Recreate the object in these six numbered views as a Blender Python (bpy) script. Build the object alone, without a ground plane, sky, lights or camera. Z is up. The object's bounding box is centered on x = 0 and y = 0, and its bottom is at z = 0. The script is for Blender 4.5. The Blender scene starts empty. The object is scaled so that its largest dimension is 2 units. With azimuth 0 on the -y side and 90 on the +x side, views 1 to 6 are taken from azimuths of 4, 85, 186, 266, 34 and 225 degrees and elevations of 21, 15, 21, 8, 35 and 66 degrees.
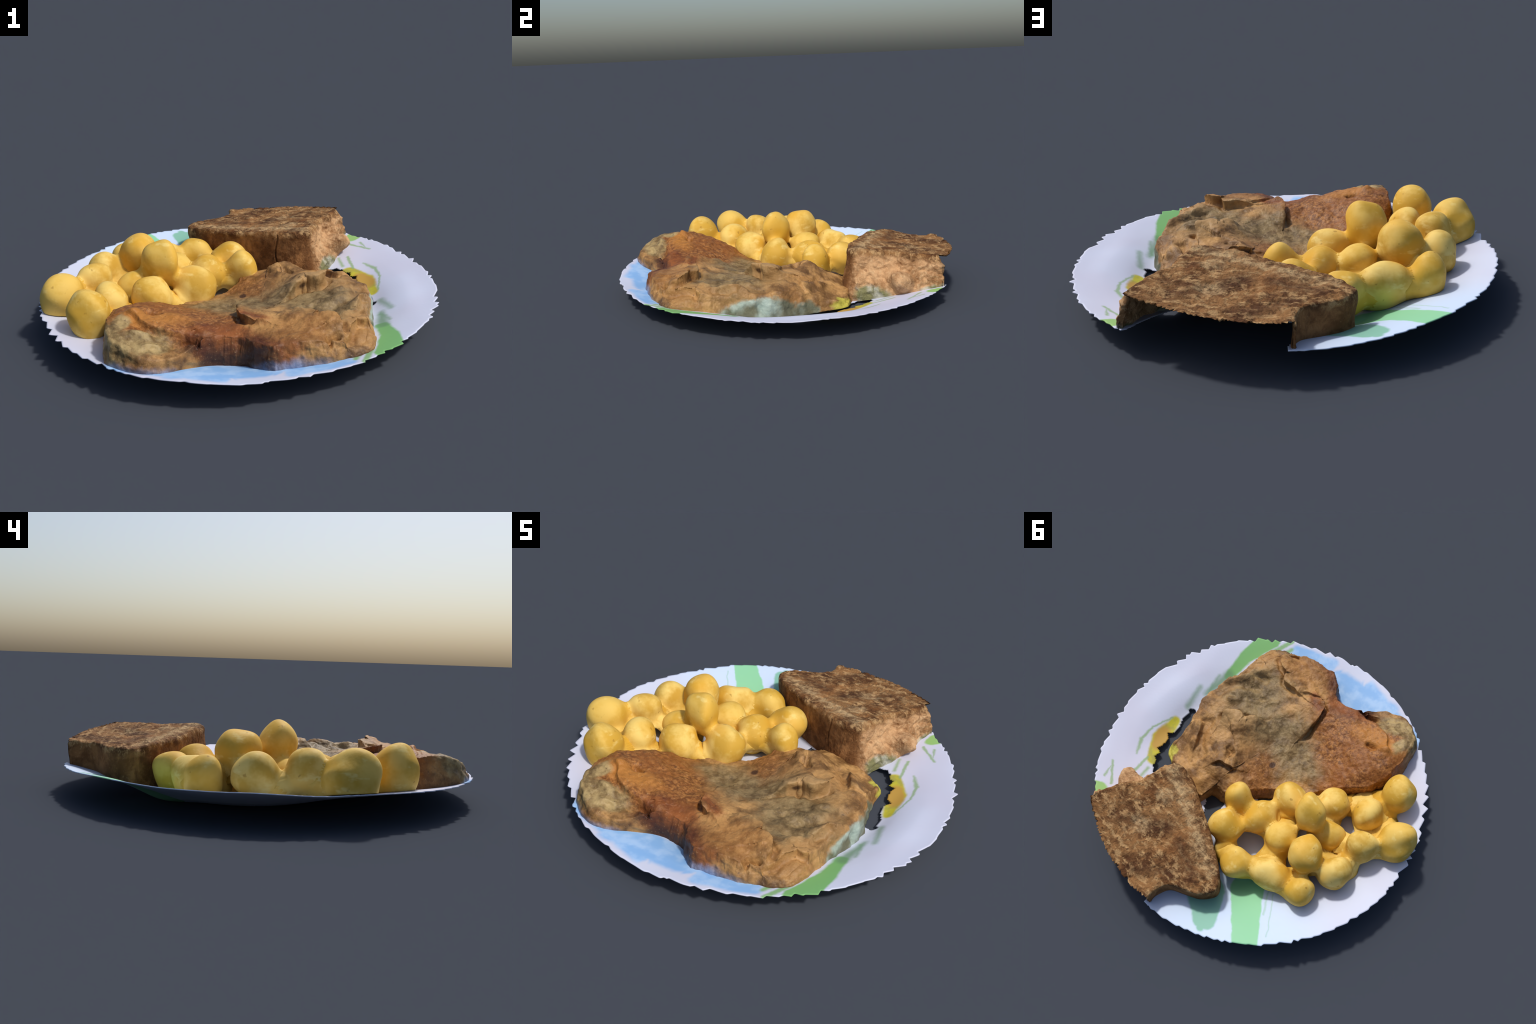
import bpy, math
import numpy as np
from mathutils import Vector

rng = np.random.default_rng(7)

# ------------------------------------------------------------------ noise
_perm = np.random.default_rng(11).permutation(512)
_grad = np.random.default_rng(12).normal(size=(512, 3))
_grad /= np.linalg.norm(_grad, axis=1, keepdims=True)


def noise3(p):
    """Vectorised gradient noise, about -0.7..0.7."""
    p = np.asarray(p, float)
    i = np.floor(p).astype(int)
    f = p - i
    u = f * f * f * (f * (f * 6 - 15) + 10)
    out = np.zeros(len(p))
    for dx in (0, 1):
        for dy in (0, 1):
            for dz in (0, 1):
                h = _perm[(_perm[(_perm[(i[:, 0] + dx) % 512] + i[:, 1] + dy) % 512] + i[:, 2] + dz) % 512]
                g = _grad[h]
                d = (g * (f - np.array([dx, dy, dz]))).sum(1)
                w = (u[:, 0] if dx else 1 - u[:, 0]) * (u[:, 1] if dy else 1 - u[:, 1]) * (u[:, 2] if dz else 1 - u[:, 2])
                out += w * d
    return out


def fbm(p, octaves=4, gain=0.5):
    out, a, s = 0, 1.0, 1.0
    for k in range(octaves):
        out = out + a * noise3(np.asarray(p) * s + 17.3 * k)
        a *= gain
        s *= 2.03
    return out


def smooth(e0, e1, x):
    t = np.clip((x - e0) / (e1 - e0), 0, 1)
    return t * t * (3 - 2 * t)


# ------------------------------------------------------------------ 2D helpers
def catmull(points, per=10, closed=True):
    P = np.array(points, float)
    n = len(P)
    out = []
    for k in range(n if closed else n - 1):
        idx = [k - 1, k, k + 1, k + 2]
        a, b, c, d = [P[j % n] if closed else P[min(max(j, 0), n - 1)] for j in idx]
        for t in np.linspace(0, 1, per, endpoint=False):
            out.append(0.5 * (2 * b + (c - a) * t + (2 * a - 5 * b + 4 * c - d) * t * t + (3 * b - a - 3 * c + d) * t ** 3))
    if not closed:
        out.append(P[-1])
    return np.array(out)


def inside(poly, x, y):
    poly = np.asarray(poly)
    r = np.zeros(len(x), bool)
    n = len(poly)
    for k in range(n):
        x0, y0 = poly[k]
        x1, y1 = poly[(k + 1) % n]
        if y0 == y1:
            continue
        c = ((y0 > y) != (y1 > y)) & (x < (x1 - x0) * (y - y0) / (y1 - y0) + x0)
        r ^= c
    return r


def dist_line(pts, x, y, closed=False):
    pts = np.asarray(pts, float)
    best = np.full(len(x), 9.0)
    n = len(pts)
    for k in range(n if closed else n - 1):
        a, b = pts[k], pts[(k + 1) % n]
        ba = b - a
        h = np.clip(((x - a[0]) * ba[0] + (y - a[1]) * ba[1]) / max(ba @ ba, 1e-9), 0, 1)
        best = np.minimum(best, np.hypot(x - a[0] - h * ba[0], y - a[1] - h * ba[1]))
    return best


def signed(poly, x, y):
    """positive inside"""
    d = dist_line(poly, x, y, True)
    return np.where(inside(poly, x, y), d, -d)


def polar_radius(outline, centre, angles):
    """Radius of a star-shaped outline round a centre for each angle."""
    q = np.asarray(outline) - centre
    a = np.unwrap(np.arctan2(q[:, 1], q[:, 0]))
    r = np.hypot(q[:, 0], q[:, 1])
    if a[-1] < a[0]:
        a, r = a[::-1], r[::-1]
    a = np.maximum.accumulate(a + np.arange(len(a)) * 1e-7)
    aa = np.concatenate([a - 2 * np.pi, a, a + 2 * np.pi])
    rr = np.concatenate([r, r, r])
    return np.interp((angles - a[0]) % (2 * np.pi) + a[0], aa, rr)


class Spline2D:
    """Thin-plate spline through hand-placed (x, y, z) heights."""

    def __init__(self, pts, relax=0.002):
        P = np.array(pts, float)
        self.c = P[:, :2]
        n = len(P)
        K = self.k(np.linalg.norm(self.c[:, None] - self.c[None], axis=2)) + relax * np.eye(n)
        A = np.zeros((n + 3, n + 3))
        A[:n, :n] = K
        A[:n, n] = A[n, :n] = 1
        A[:n, n + 1:] = self.c
        A[n + 1:, :n] = self.c.T
        self.w = np.linalg.solve(A, np.concatenate([P[:, 2], [0, 0, 0]]))

    @staticmethod
    def k(r):
        return np.where(r > 1e-9, r * r * np.log(np.maximum(r, 1e-9)), 0)

    def __call__(self, x, y):
        out = self.w[-3] + self.w[-2] * x + self.w[-1] * y
        for i, c in enumerate(self.c):
            out = out + self.w[i] * self.k(np.hypot(x - c[0], y - c[1]))
        return out


# ------------------------------------------------------------------ mesh helpers
def make_object(name, verts, faces, material, smooth_shade=True):
    me = bpy.data.meshes.new(name)
    me.from_pydata([tuple(v) for v in verts], [], [tuple(f) for f in faces])
    me.validate()
    me.update()
    if smooth_shade:
        me.polygons.foreach_set("use_smooth", [True] * len(me.polygons))
    ob = bpy.data.objects.new(name, me)
    bpy.context.scene.collection.objects.link(ob)
    if material:
        me.materials.append(material)
    return ob


def ring_faces(n_rings, n, closed=True, first=0):
    i = np.arange(n if closed else n - 1)
    F = []
    for k in range(n_rings - 1):
        a = first + k * n + i
        b = first + k * n + (i + 1) % n
        F.append(np.stack([a, a + n, b + n, b], 1))
    return np.concatenate(F)


def vertex_normals(V, F):
    V = np.asarray(V)
    N = np.zeros_like(V)
    for f4 in (F,):
        n = np.cross(V[f4[:, 2]] - V[f4[:, 0]], V[f4[:, 3]] - V[f4[:, 1]])
        for c in range(4):
            np.add.at(N, f4[:, c], n)
    return N / np.maximum(np.linalg.norm(N, axis=1, keepdims=True), 1e-12)


# ------------------------------------------------------------------ node helpers
class Nodes:
    def __init__(self, name):
        self.mat = bpy.data.materials.new(name)
        self.mat.use_nodes = True
        self.t = self.mat.node_tree
        self.t.nodes.clear()
        self.out = self.t.nodes.new("ShaderNodeOutputMaterial")
        self.co = self.t.nodes.new("ShaderNodeTexCoord").outputs["Object"]

    def node(self, kind, **inputs):
        n = self.t.nodes.new("ShaderNode" + kind)
        for k, v in inputs.items():
            self.put(n.inputs[k], v)
        return n

    def put(self, socket, v):
        if isinstance(v, bpy.types.NodeSocket):
            self.t.links.new(v, socket)
        elif v is not None:
            if socket.type == "RGBA" and len(v) == 3:
                v = (*v, 1)
            socket.default_value = v

    def math(self, op, a, b=None, clamp=False):
        n = self.t.nodes.new("ShaderNodeMath")
        n.operation = op
        n.use_clamp = clamp
        self.put(n.inputs[0], a)
        if b is not None:
            self.put(n.inputs[1], b)
        return n.outputs[0]

    def vec(self, op, a, b=None, scale=None):
        n = self.t.nodes.new("ShaderNodeVectorMath")
        n.operation = op
        self.put(n.inputs[0], a)
        if b is not None:
            self.put(n.inputs[1], b)
        if scale is not None:
            self.put(n.inputs["Scale"], scale)
        return n.outputs["Value"] if op in ("LENGTH", "DOT_PRODUCT", "DISTANCE") else n.outputs["Vector"]

    def range(self, v, a, b, c=0.0, d=1.0):
        n = self.t.nodes.new("ShaderNodeMapRange")
        n.interpolation_type = "SMOOTHSTEP"
        for k, x in zip(("Value", "From Min", "From Max", "To Min", "To Max"), (v, a, b, c, d)):
            self.put(n.inputs[k], x)
        return n.outputs[0]

    def noise(self, scale, detail=3.0, rough=0.5, co=None, colour=False, warp=0.0):
        n = self.node("TexNoise", Vector=co or self.co, Scale=scale, Detail=detail, Roughness=rough, Distortion=warp)
        return n.outputs["Color" if colour else "Fac"]

    def mix(self, fac, a, b):
        n = self.t.nodes.new("ShaderNodeMix")
        n.data_type = "RGBA"
        self.put(n.inputs[0], fac)
        self.put(n.inputs[6], a)
        self.put(n.inputs[7], b)
        return n.outputs[2]

    def warped(self, scale, amount, flat=False):
        """Object coordinates pushed about by noise."""
        c = self.noise(scale, 3.0, 0.55, colour=True)
        c = self.vec("SCALE", self.vec("SUBTRACT", c, (0.5, 0.5, 0.5)), scale=amount)
        p = self.vec("ADD", self.co, c)
        return self.vec("MULTIPLY", p, (1, 1, 0)) if flat else p

    def stroke(self, p, a, b, w0, w1, soft):
        """Tapered brush stroke between two points: 1 inside, 0 outside."""
        a, b = Vector((*a, 0)) if len(a) == 2 else Vector(a), Vector((*b, 0)) if len(b) == 2 else Vector(b)
        ba = b - a
        pa = self.vec("SUBTRACT", p, tuple(a))
        h = self.math("DIVIDE", self.vec("DOT_PRODUCT", pa, tuple(ba)), ba.dot(ba), clamp=True)
        q = self.vec("SUBTRACT", pa, self.vec("SCALE", tuple(ba), scale=h))
        w = self.math("ADD", self.math("MULTIPLY", h, w1 - w0), w0)
        d = self.math("SUBTRACT", self.vec("LENGTH", q), w)
        return self.range(d, -soft, soft, 1.0, 0.0)

    def blob(self, p, c, r, soft=0.3, turn=0.0):
        m = self.node("Mapping", Vector=self.vec("SUBTRACT", p, tuple(c) if len(c) == 3 else (*c, 0)))
        m.inputs["Rotation"].default_value = (0, 0, -turn)
        q = self.vec("DIVIDE", m.outputs[0], tuple(r) if len(r) == 3 else (*r, 1))
        return self.range(self.vec("LENGTH", q), 1 - soft, 1 + soft, 1.0, 0.0)

    def any(self, masks):
        o = masks[0]
        for m in masks[1:]:
            o = self.math("MAXIMUM", o, m)
        return o

    def finish(self, colour, rough=0.7, spec=0.25, bump=None, bump_strength=0.3, bump_distance=0.01):
        b = self.node("BsdfPrincipled", Roughness=rough)
        self.put(b.inputs["Base Color"], colour)
        b.inputs["Specular IOR Level"].default_value = spec
        if bump is not None:
            n = self.node("Bump", Strength=bump_strength, Distance=bump_distance, Height=bump)
            self.t.links.new(n.outputs[0], b.inputs["Normal"])
        self.t.links.new(b.outputs[0], self.out.inputs[0])
        return self.mat


# ------------------------------------------------------------------ plate shape
def plate_z(x, y):
    r = np.hypot(x, y)
    th = np.arctan2(y, x)
    z = np.interp(r, [0, 0.45, 0.55, 0.65, 0.75, 0.85, 0.95, 1.02], [0.004, 0.004, 0.012, 0.036, 0.066, 0.094, 0.119, 0.135])
    k = smooth(0.45, 1.0, r)
    # the paper sags between bread and potatoes and lifts at the potato side
    z = z + 0.036 * np.exp(-(((x + 0.48) / 0.30) ** 2 + ((y + 0.30) / 0.30) ** 2))
    z = z - 0.026 * np.exp(-(((x + 0.36) / 0.13) ** 2 + ((y - 0.50) / 0.13) ** 2))
    z = z + 0.012 * np.exp(-(((x + 0.52) / 0.18) ** 2 + ((y - 0.70) / 0.13) ** 2))
    z = z - 0.022 * np.exp(-(((x - 0.67) / 0.065) ** 2 + ((y + 0.03) / 0.32) ** 2))
    z = z + 0.010 * np.exp(-(((x - 0.84) / 0.08) ** 2 + ((y + 0.10) / 0.4) ** 2))
    return np.maximum(z + k * (-0.017 * np.cos(th) + 0.0045 * np.cos(2 * th) - 0.0018 * np.sin(2 * th)), 0.0045)


# ------------------------------------------------------------------ materials
def plate_material():
    m = Nodes("printed_paper")
    p = m.warped(9.0, 0.035, flat=True)
    ps = m.warped(30.0, 0.018, flat=True)
    base = m.mix(m.range(m.noise(2.2, 2.0), 0.35, 0.65), (0.60, 0.61, 0.74), (0.62, 0.66, 0.80))
    # cooler, bluer white towards the potato side
    base = m.mix(m.blob(p, (-0.55, 0.75), (0.55, 0.40), 0.5), base, (0.58, 0.70, 0.88))
    # blue sky print in front of the meat
    blue = m.any([m.stroke(p, (-0.44, -0.84), (-0.02, -0.90), 0.060, 0.075, 0.02),
                  m.stroke(p, (-0.20, -0.90), (0.15, -0.82), 0.06, 0.085, 0.02),
                  m.stroke(p, (0.27, -0.84), (0.50, -0.79), 0.085, 0.045, 0.015),
                  m.stroke(p, (0.10, -0.76), (0.40, -0.80), 0.06, 0.06, 0.02),
                  m.stroke(p, (-0.15, -0.81), (0.12, -0.78), 0.07, 0.06, 0.02)])
    wedge = m.any([m.stroke(p, (0.21, -1.0), (0.24, -0.86), 0.05, 0.004, 0.012),
                   m.stroke(p, (0.05, -1.0), (0.03, -0.92), 0.04, 0.004, 0.012)])
    blue = m.math("MULTIPLY", blue, m.math("SUBTRACT", 1.0, wedge))
    blue_c = m.mix(m.range(m.noise(14.0, 4.0), 0.4, 0.7), (0.25, 0.47, 0.80), (0.38, 0.58, 0.86))
    c = m.mix(blue, base, blue_c)
    # broad green grass blade
    c = m.mix(m.any([m.stroke(p, (0.695, -0.72), (0.708, -0.52), 0.072, 0.040, 0.008),
                     m.stroke(p, (0.708, -0.52), (0.690, -0.36), 0.040, 0.030, 0.010)]), c, (0.20, 0.46, 0.16))
    c = m.mix(m.math("MULTIPLY", m.stroke(ps, (0.695, -0.36), (0.705, -0.17), 0.030, 0.012, 0.022), 0.8), c, (0.14, 0.28, 0.14))
    c = m.mix(m.math("MULTIPLY", m.any([m.stroke(ps, (0.757, -0.17), (0.715, -0.02), 0.012, 0.016, 0.016),
                     m.stroke(ps, (0.735, -0.31), (0.70, -0.19), 0.008, 0.010, 0.012)]), 0.7), c, (0.20, 0.34, 0.22))
    c = m.mix(m.any([m.stroke(ps, (0.575, -0.81), (0.615, -0.67), 0.014, 0.012, 0.008),
                     m.stroke(ps, (0.540, -0.77), (0.58, -0.65), 0.012, 0.012, 0.010)]), c, (0.26, 0.46, 0.22))
    # flower: yellow petals, orange heart, thin outline and stems
    petals = m.any([m.stroke(p, (0.690, 0.10), (0.655, 0.25), 0.028, 0.058, 0.012),
                    m.stroke(p, (0.655, 0.25), (0.575, 0.375), 0.058, 0.040, 0.010)])
    c = m.mix(petals, c, m.mix(m.range(m.noise(16.0, 3.0), 0.4, 0.6), (0.40, 0.37, 0.07), (0.54, 0.50, 0.04)))
    c = m.mix(m.blob(p, (0.655, 0.245), (0.048, 0.090), 0.25, 0.45), c, (0.50, 0.30, 0.06))
    line = m.any([m.stroke(ps, (0.715, 0.10), (0.740, 0.24), 0.004, 0.006, 0.006),
                  m.stroke(ps, (0.740, 0.24), (0.722, 0.35), 0.006, 0.008, 0.006),
                  m.stroke(ps, (0.722, 0.35), (0.665, 0.43), 0.012, 0.004, 0.008),
                  m.stroke(ps, (0.605, 0.395), (0.583, 0.53), 0.008, 0.008, 0.006),
                  m.stroke(ps, (0.712, 0.574), (0.60, 0.671), 0.006, 0.008, 0.006),
                  m.stroke(ps, (0.690, 0.60), (0.665, 0.67), 0.003, 0.006, 0.006),
                  m.stroke(ps, (0.55, 0.44), (0.53, 0.53), 0.010, 0.006, 0.010)])
    c = m.mix(m.math("MULTIPLY", line, 0.85), c, (0.27, 0.42, 0.20))
    c = m.mix(m.blob(p, (0.635, 0.755), (0.045, 0.06), 0.15, -0.6), c, (0.30, 0.52, 0.17))
    # teal leaf and green leaf by the bread
    c = m.mix(m.any([m.stroke(p, (-0.28, 0.69), (-0.40, 0.80), 0.11, 0.070, 0.008),
                     m.stroke(p, (-0.40, 0.79), (-0.43, 0.86), 0.055, 0.02, 0.008)]), c, (0.24, 0.50, 0.39))
    c = m.mix(m.stroke(p, (-0.42, 0.50), (-0.67, 0.745), 0.095, 0.070, 0.006), c, (0.28, 0.62, 0.36))
    c = m.mix(m.math("MULTIPLY", m.any([m.stroke(p, (-0.52, 0.43), (-0.61, 0.55), 0.003, 0.006, 0.005),
                     m.stroke(p, (-0.55, 0.42), (-0.72, 0.63), 0.003, 0.004, 0.004)]), 0.6), c, (0.34, 0.56, 0.44))
    bump = m.noise(60.0, 3.0)
    return m.finish(c, rough=0.55, spec=0.3, bump=bump, bump_strength=0.12, bump_distance=0.004)


def meat_material():
    m = Nodes("fried_meat")
    p = m.warped(6.0, 0.22)
    pf = m.warped(18.0, 0.07)
    n1 = m.noise(9.0, 6.0, 0.62)
    blotch = m.noise(5.0, 4.0, 0.6, co=m.warped(4.0, 0.15))
    tan = m.mix(m.range(n1, 0.36, 0.62), (0.165, 0.080, 0.025), (0.48, 0.265, 0.093))
    tan = m.mix(m.math("MULTIPLY", m.range(blotch, 0.52, 0.66), 0.7), tan, (0.34, 0.165, 0.050))
    tan = m.mix(m.math("MULTIPLY", m.range(m.noise(6.5, 5.0, 0.6, co=m.warped(11.0, 0.06)), 0.53, 0.66), 0.7), tan, (0.090, 0.042, 0.015))  # dark mottling deepens the tan to match the meat's shading contrast
    # greyish, floury centre
    grey = m.any([m.blob(p, (0.42, -0.34, 0.18), (0.20, 0.22, 0.3), 0.5),
                  m.blob(p, (0.10, -0.24, 0.15), (0.20, 0.18, 0.3), 0.45),
                  m.blob(p, (-0.06, -0.26, 0.15), (0.12, 0.15, 0.3), 0.5)])
    grey_c = m.mix(m.range(m.noise(13.0, 6.0, 0.65), 0.36, 0.64), (0.088, 0.060, 0.025), (0.31, 0.225, 0.105))
    c = m.mix(m.math("MULTIPLY", grey, 0.82), tan, grey_c)
    # golden brown coating on the left half and along the potatoes
    gold = m.any([m.blob(p, (-0.34, -0.50, 0.2), (0.27, 0.30, 0.35), 0.22, 0.7),
                  m.blob(p, (-0.10, -0.58, 0.2), (0.19, 0.15, 0.3), 0.35),
                  m.math("MULTIPLY", m.blob(p, (0.00, 0.03, 0.1), (0.10, 0.22, 0.2), 0.5, 0.75), 0.75)])
    gold_c = m.mix(m.range(m.noise(48.0, 5.0, 0.7), 0.38, 0.66), (0.140, 0.047, 0.011), (0.43, 0.185, 0.050))
    gold_c = m.mix(m.math("MULTIPLY", m.range(blotch, 0.42, 0.60), 0.65), gold_c, (0.245, 0.082, 0.015))
    c = m.mix(gold, c, gold_c)
    c = m.mix(m.math("MULTIPLY", m.blob(pf, (-0.33, -0.64, 0.25), (0.15, 0.06, 0.2), 0.6, 0.2), 0.75), c, (0.46, 0.190, 0.035))
    # reddish edge of the front lobe and the waist of the cutlet (placed in plan)
    pl = m.vec("MULTIPLY", p, (1, 1, 0))
    pl2 = m.vec("MULTIPLY", pf, (1, 1, 0))
    c = m.mix(m.math("MULTIPLY", m.blob(pl, (0.31, -0.67), (0.17, 0.11), 0.45, 0.3), 0.75), c, m.mix(m.range(n1, 0.36, 0.62), (0.25, 0.105, 0.026), (0.44, 0.215, 0.065)))
    red = m.any([m.stroke(pl, (0.28, -0.81), (0.10, -0.75), 0.03, 0.06, 0.05),
                 m.stroke(pl, (0.06, -0.68), (-0.14, -0.70), 0.06, 0.05, 0.05),
                 m.stroke(pl2, (0.14, -0.585), (0.07, -0.55), 0.035, 0.03, 0.03)])
    c = m.mix(m.math("MULTIPLY", red, 0.9), c, m.mix(m.range(n1, 0.35, 0.65), (0.085, 0.022, 0.008), (0.26, 0.080, 0.019)))
    c = m.mix(m.math("MULTIPLY", m.stroke(pl, (0.58, -0.30), (0.58, -0.62), 0.03, 0.05, 0.05), 0.55), c, (0.42, 0.225, 0.080))
    c = m.mix(m.math("MULTIPLY", m.stroke(pl2, (0.40, -0.10), (0.30, -0.19), 0.05, 0.035, 0.03), 0.7), c, (0.48, 0.285, 0.115))
    # pale fatty rim at the end
    cream = m.any([m.blob(pf, (-0.36, -0.81, 0.19), (0.15, 0.07, 0.15), 0.25, 0.35),
                   m.blob(pf, (-0.47, -0.75, 0.24), (0.05, 0.11, 0.12), 0.25, -0.3)])
    c = m.mix(m.math("MULTIPLY", cream, 0.9), c, m.mix(m.range(m.noise(14.0, 5.0, 0.6), 0.36, 0.62), (0.125, 0.080, 0.030), (0.40, 0.295, 0.130)))
    # shadow in the front notch and creases painted dark, plus dark specks
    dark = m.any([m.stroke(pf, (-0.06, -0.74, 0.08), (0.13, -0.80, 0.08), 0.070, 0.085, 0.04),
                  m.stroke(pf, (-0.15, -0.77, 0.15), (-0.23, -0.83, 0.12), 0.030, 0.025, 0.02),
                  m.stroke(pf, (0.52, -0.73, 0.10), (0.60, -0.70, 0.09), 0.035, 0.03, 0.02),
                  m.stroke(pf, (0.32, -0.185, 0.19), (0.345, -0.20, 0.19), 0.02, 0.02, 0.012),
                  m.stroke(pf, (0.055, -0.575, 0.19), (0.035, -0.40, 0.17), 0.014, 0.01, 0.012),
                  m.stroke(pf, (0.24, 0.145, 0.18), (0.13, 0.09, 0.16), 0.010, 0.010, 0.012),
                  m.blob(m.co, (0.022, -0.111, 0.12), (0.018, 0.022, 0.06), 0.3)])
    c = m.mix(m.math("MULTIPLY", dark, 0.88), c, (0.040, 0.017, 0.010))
    v = m.node("TexVoronoi", Vector=m.warped(40.0, 0.02), Scale=26.0)
    speck = m.math("MULTIPLY", m.range(v.outputs["Distance"], 0.05, 0.16, 1.0, 0.0), m.range(m.noise(8.0), 0.48, 0.60))
    c = m.mix(m.math("MULTIPLY", speck, 0.6), c, (0.075, 0.038, 0.018))
    light = m.range(m.noise(95.0, 3.0, 0.6), 0.60, 0.74)
    c = m.mix(m.math("MULTIPLY", light, 0.3), c, (0.55, 0.38, 0.18))
    # flour and plate print smeared up the outer sides
    side = m.any([m.blob(pf, (0.665, -0.19, 0.04), (0.075, 0.26, 0.095), 0.15),
                  m.blob(pf, (0.62, 0.05, 0.03), (0.06, 0.08, 0.06), 0.2)])
    c = m.mix(m.math("MULTIPLY", side, 0.9), c, m.mix(m.range(m.noise(7.0, 3.0), 0.42, 0.62), (0.115, 0.130, 0.085), (0.36, 0.46, 0.40)))
    front = m.any([m.blob(pf, (0.27, -0.86, 0.02), (0.27, 0.12, 0.105), 0.3, 0.25),
                   m.blob(pf, (-0.36, -0.94, 0.04), (0.32, 0.16, 0.105), 0.2, -0.25)])
    c = m.mix(m.math("MULTIPLY", front, 0.9), c, m.mix(m.range(n1, 0.38, 0.6), (0.115, 0.120, 0.170), (0.26, 0.32, 0.47)))
    c = m.mix(m.math("MULTIPLY", m.blob(pf, (0.56, 0.27, 0.02), (0.08, 0.08, 0.05), 0.2), 0.9), c, (0.50, 0.46, 0.07))
    h = m.math("ADD", m.noise(22.0, 5.0, 0.55), m.math("MULTIPLY", m.noise(90.0, 3.0), 0.22))
    return m.finish(c, rough=0.55, spec=0.3, bump=h, bump_strength=0.6, bump_distance=0.014)


def bread_material():
    m = Nodes("toasted_brown_bread")
    pf = m.warped(16.0, 0.06)
    n = m.noise(8.0, 6.0, 0.65, co=m.warped(5.0, 0.12))
    fine = m.noise(46.0, 5.0, 0.7)
    streaky = m.noise(20.0, 6.0, 0.7, co=m.vec("MULTIPLY", m.warped(9.0, 0.05), (1.0, 1.7, 1.0)))
    # toasted face
    c = m.mix(m.range(n, 0.40, 0.58), (0.100, 0.042, 0.016), (0.29, 0.145, 0.055))
    c = m.mix(m.math("MULTIPLY", m.range(streaky, 0.48, 0.62), 0.85), c, (0.50, 0.310, 0.140))
    c = m.mix(m.math("MULTIPLY", m.range(fine, 0.54, 0.66), 0.65), c, (0.070, 0.030, 0.013))
    c = m.mix(m.math("MULTIPLY", m.range(m.noise(5.5, 4.0, 0.6), 0.53, 0.66), 0.45), c, (0.27, 0.110, 0.034))
    scorch = m.any([m.stroke(pf, (0.10, 0.62, 0.26), (0.34, 0.80, 0.26), 0.035, 0.02, 0.06),
                    m.stroke(pf, (-0.02, 0.64, 0.25), (-0.20, 0.70, 0.24), 0.035, 0.03, 0.05),
                    m.stroke(pf, (-0.10, 0.80, 0.24), (0.04, 0.92, 0.24), 0.02, 0.025, 0.05)])
    c = m.mix(m.math("MULTIPLY", scorch, 0.75), c, (0.062, 0.026, 0.014))
    pale = m.any([m.stroke(pf, (0.33, 0.39, 0.29), (-0.25, 0.63, 0.25), 0.030, 0.025, 0.04),
                  m.blob(pf, (0.215, 0.724, 0.25), (0.055, 0.045, 0.1), 0.4),
                  m.blob(pf, (0.24, 0.52, 0.27), (0.05, 0.04, 0.1), 0.5)])
    c = m.mix(m.math("MULTIPLY", pale, m.range(streaky, 0.36, 0.60, 0.15, 0.85)), c, (0.52, 0.360, 0.185))
    # brown crust on the cut ends
    cr = m.mix(m.range(n, 0.38, 0.62), (0.150, 0.064, 0.022), (0.34, 0.165, 0.062))
    grain = m.noise(18.0, 5.0, 0.65, co=m.vec("MULTIPLY", m.co, (1.6, 1.6, 0.6)))
    cr = m.mix(m.math("MULTIPLY", m.range(grain, 0.48, 0.64), 0.5), cr, (0.100, 0.044, 0.018))
    cr = m.mix(m.math("MULTIPLY", m.range(fine, 0.60, 0.72), 0.45), cr, (0.50, 0.30, 0.145))
    seam = m.stroke(m.warped(25.0, 0.02), (0.182, 0.38, 0.27), (0.176, 0.36, 0.10), 0.003, 0.004, 0.004)
    cr = m.mix(m.math("MULTIPLY", seam, 0.8), cr, (0.04, 0.018, 0.010))
    # pale torn crumb
    to = m.mix(m.range(n, 0.36, 0.62), (0.32, 0.165, 0.070), (0.60, 0.360, 0.180))
    to = m.mix(m.math("MULTIPLY", m.range(fine, 0.50, 0.66), 0.6), to, (0.66, 0.44, 0.240))
    to = m.mix(m.math("MULTIPLY", m.range(m.noise(13.0, 5.0, 0.6), 0.56, 0.68), 0.7), to, (0.22, 0.100, 0.042))
    smear = m.any([m.blob(pf, (0.49, 0.42, 0.04), (0.10, 0.11, 0.07), 0.2),
                   m.blob(pf, (0.60, 0.76, 0.08), (0.06, 0.10, 0.05), 0.2)])
    to = m.mix(m.math("MULTIPLY", smear, 0.85), to, m.mix(m.range(m.noise(11.0), 0.4, 0.6), (0.15, 0.18, 0.08), (0.48, 0.50, 0.42)))
    # where each lies: crumb on the +x side, crust on the other sides, toast on top
    sx = m.node("SeparateXYZ", Vector=m.warped(14.0, 0.05))
    x, y, z = sx.outputs
    east = m.math("ADD", m.math("MULTIPLY", m.math("SUBTRACT", x, 0.11), 0.758), m.math("MULTIPLY", m.math("SUBTRACT", y, 0.66), 0.652))
    east = m.math("MULTIPLY", m.range(east, -0.03, 0.03), m.range(x, 0.16, 0.24))
    walls = m.mix(east, cr, to)
    level = m.math("ADD", m.math("SUBTRACT", z, m.math("MULTIPLY", x, 0.0586)), m.math("MULTIPLY", y, 0.0588))
    c = m.mix(m.range(level, 0.242, 0.282), walls, c)
    h = m.math("ADD", m.noise(26.0, 6.0, 0.68), m.math("MULTIPLY", m.noise(95.0, 3.0), 0.35))
    return m.finish(c, rough=0.8, spec=0.12, bump=h, bump_strength=0.85, bump_distance=0.016)


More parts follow.
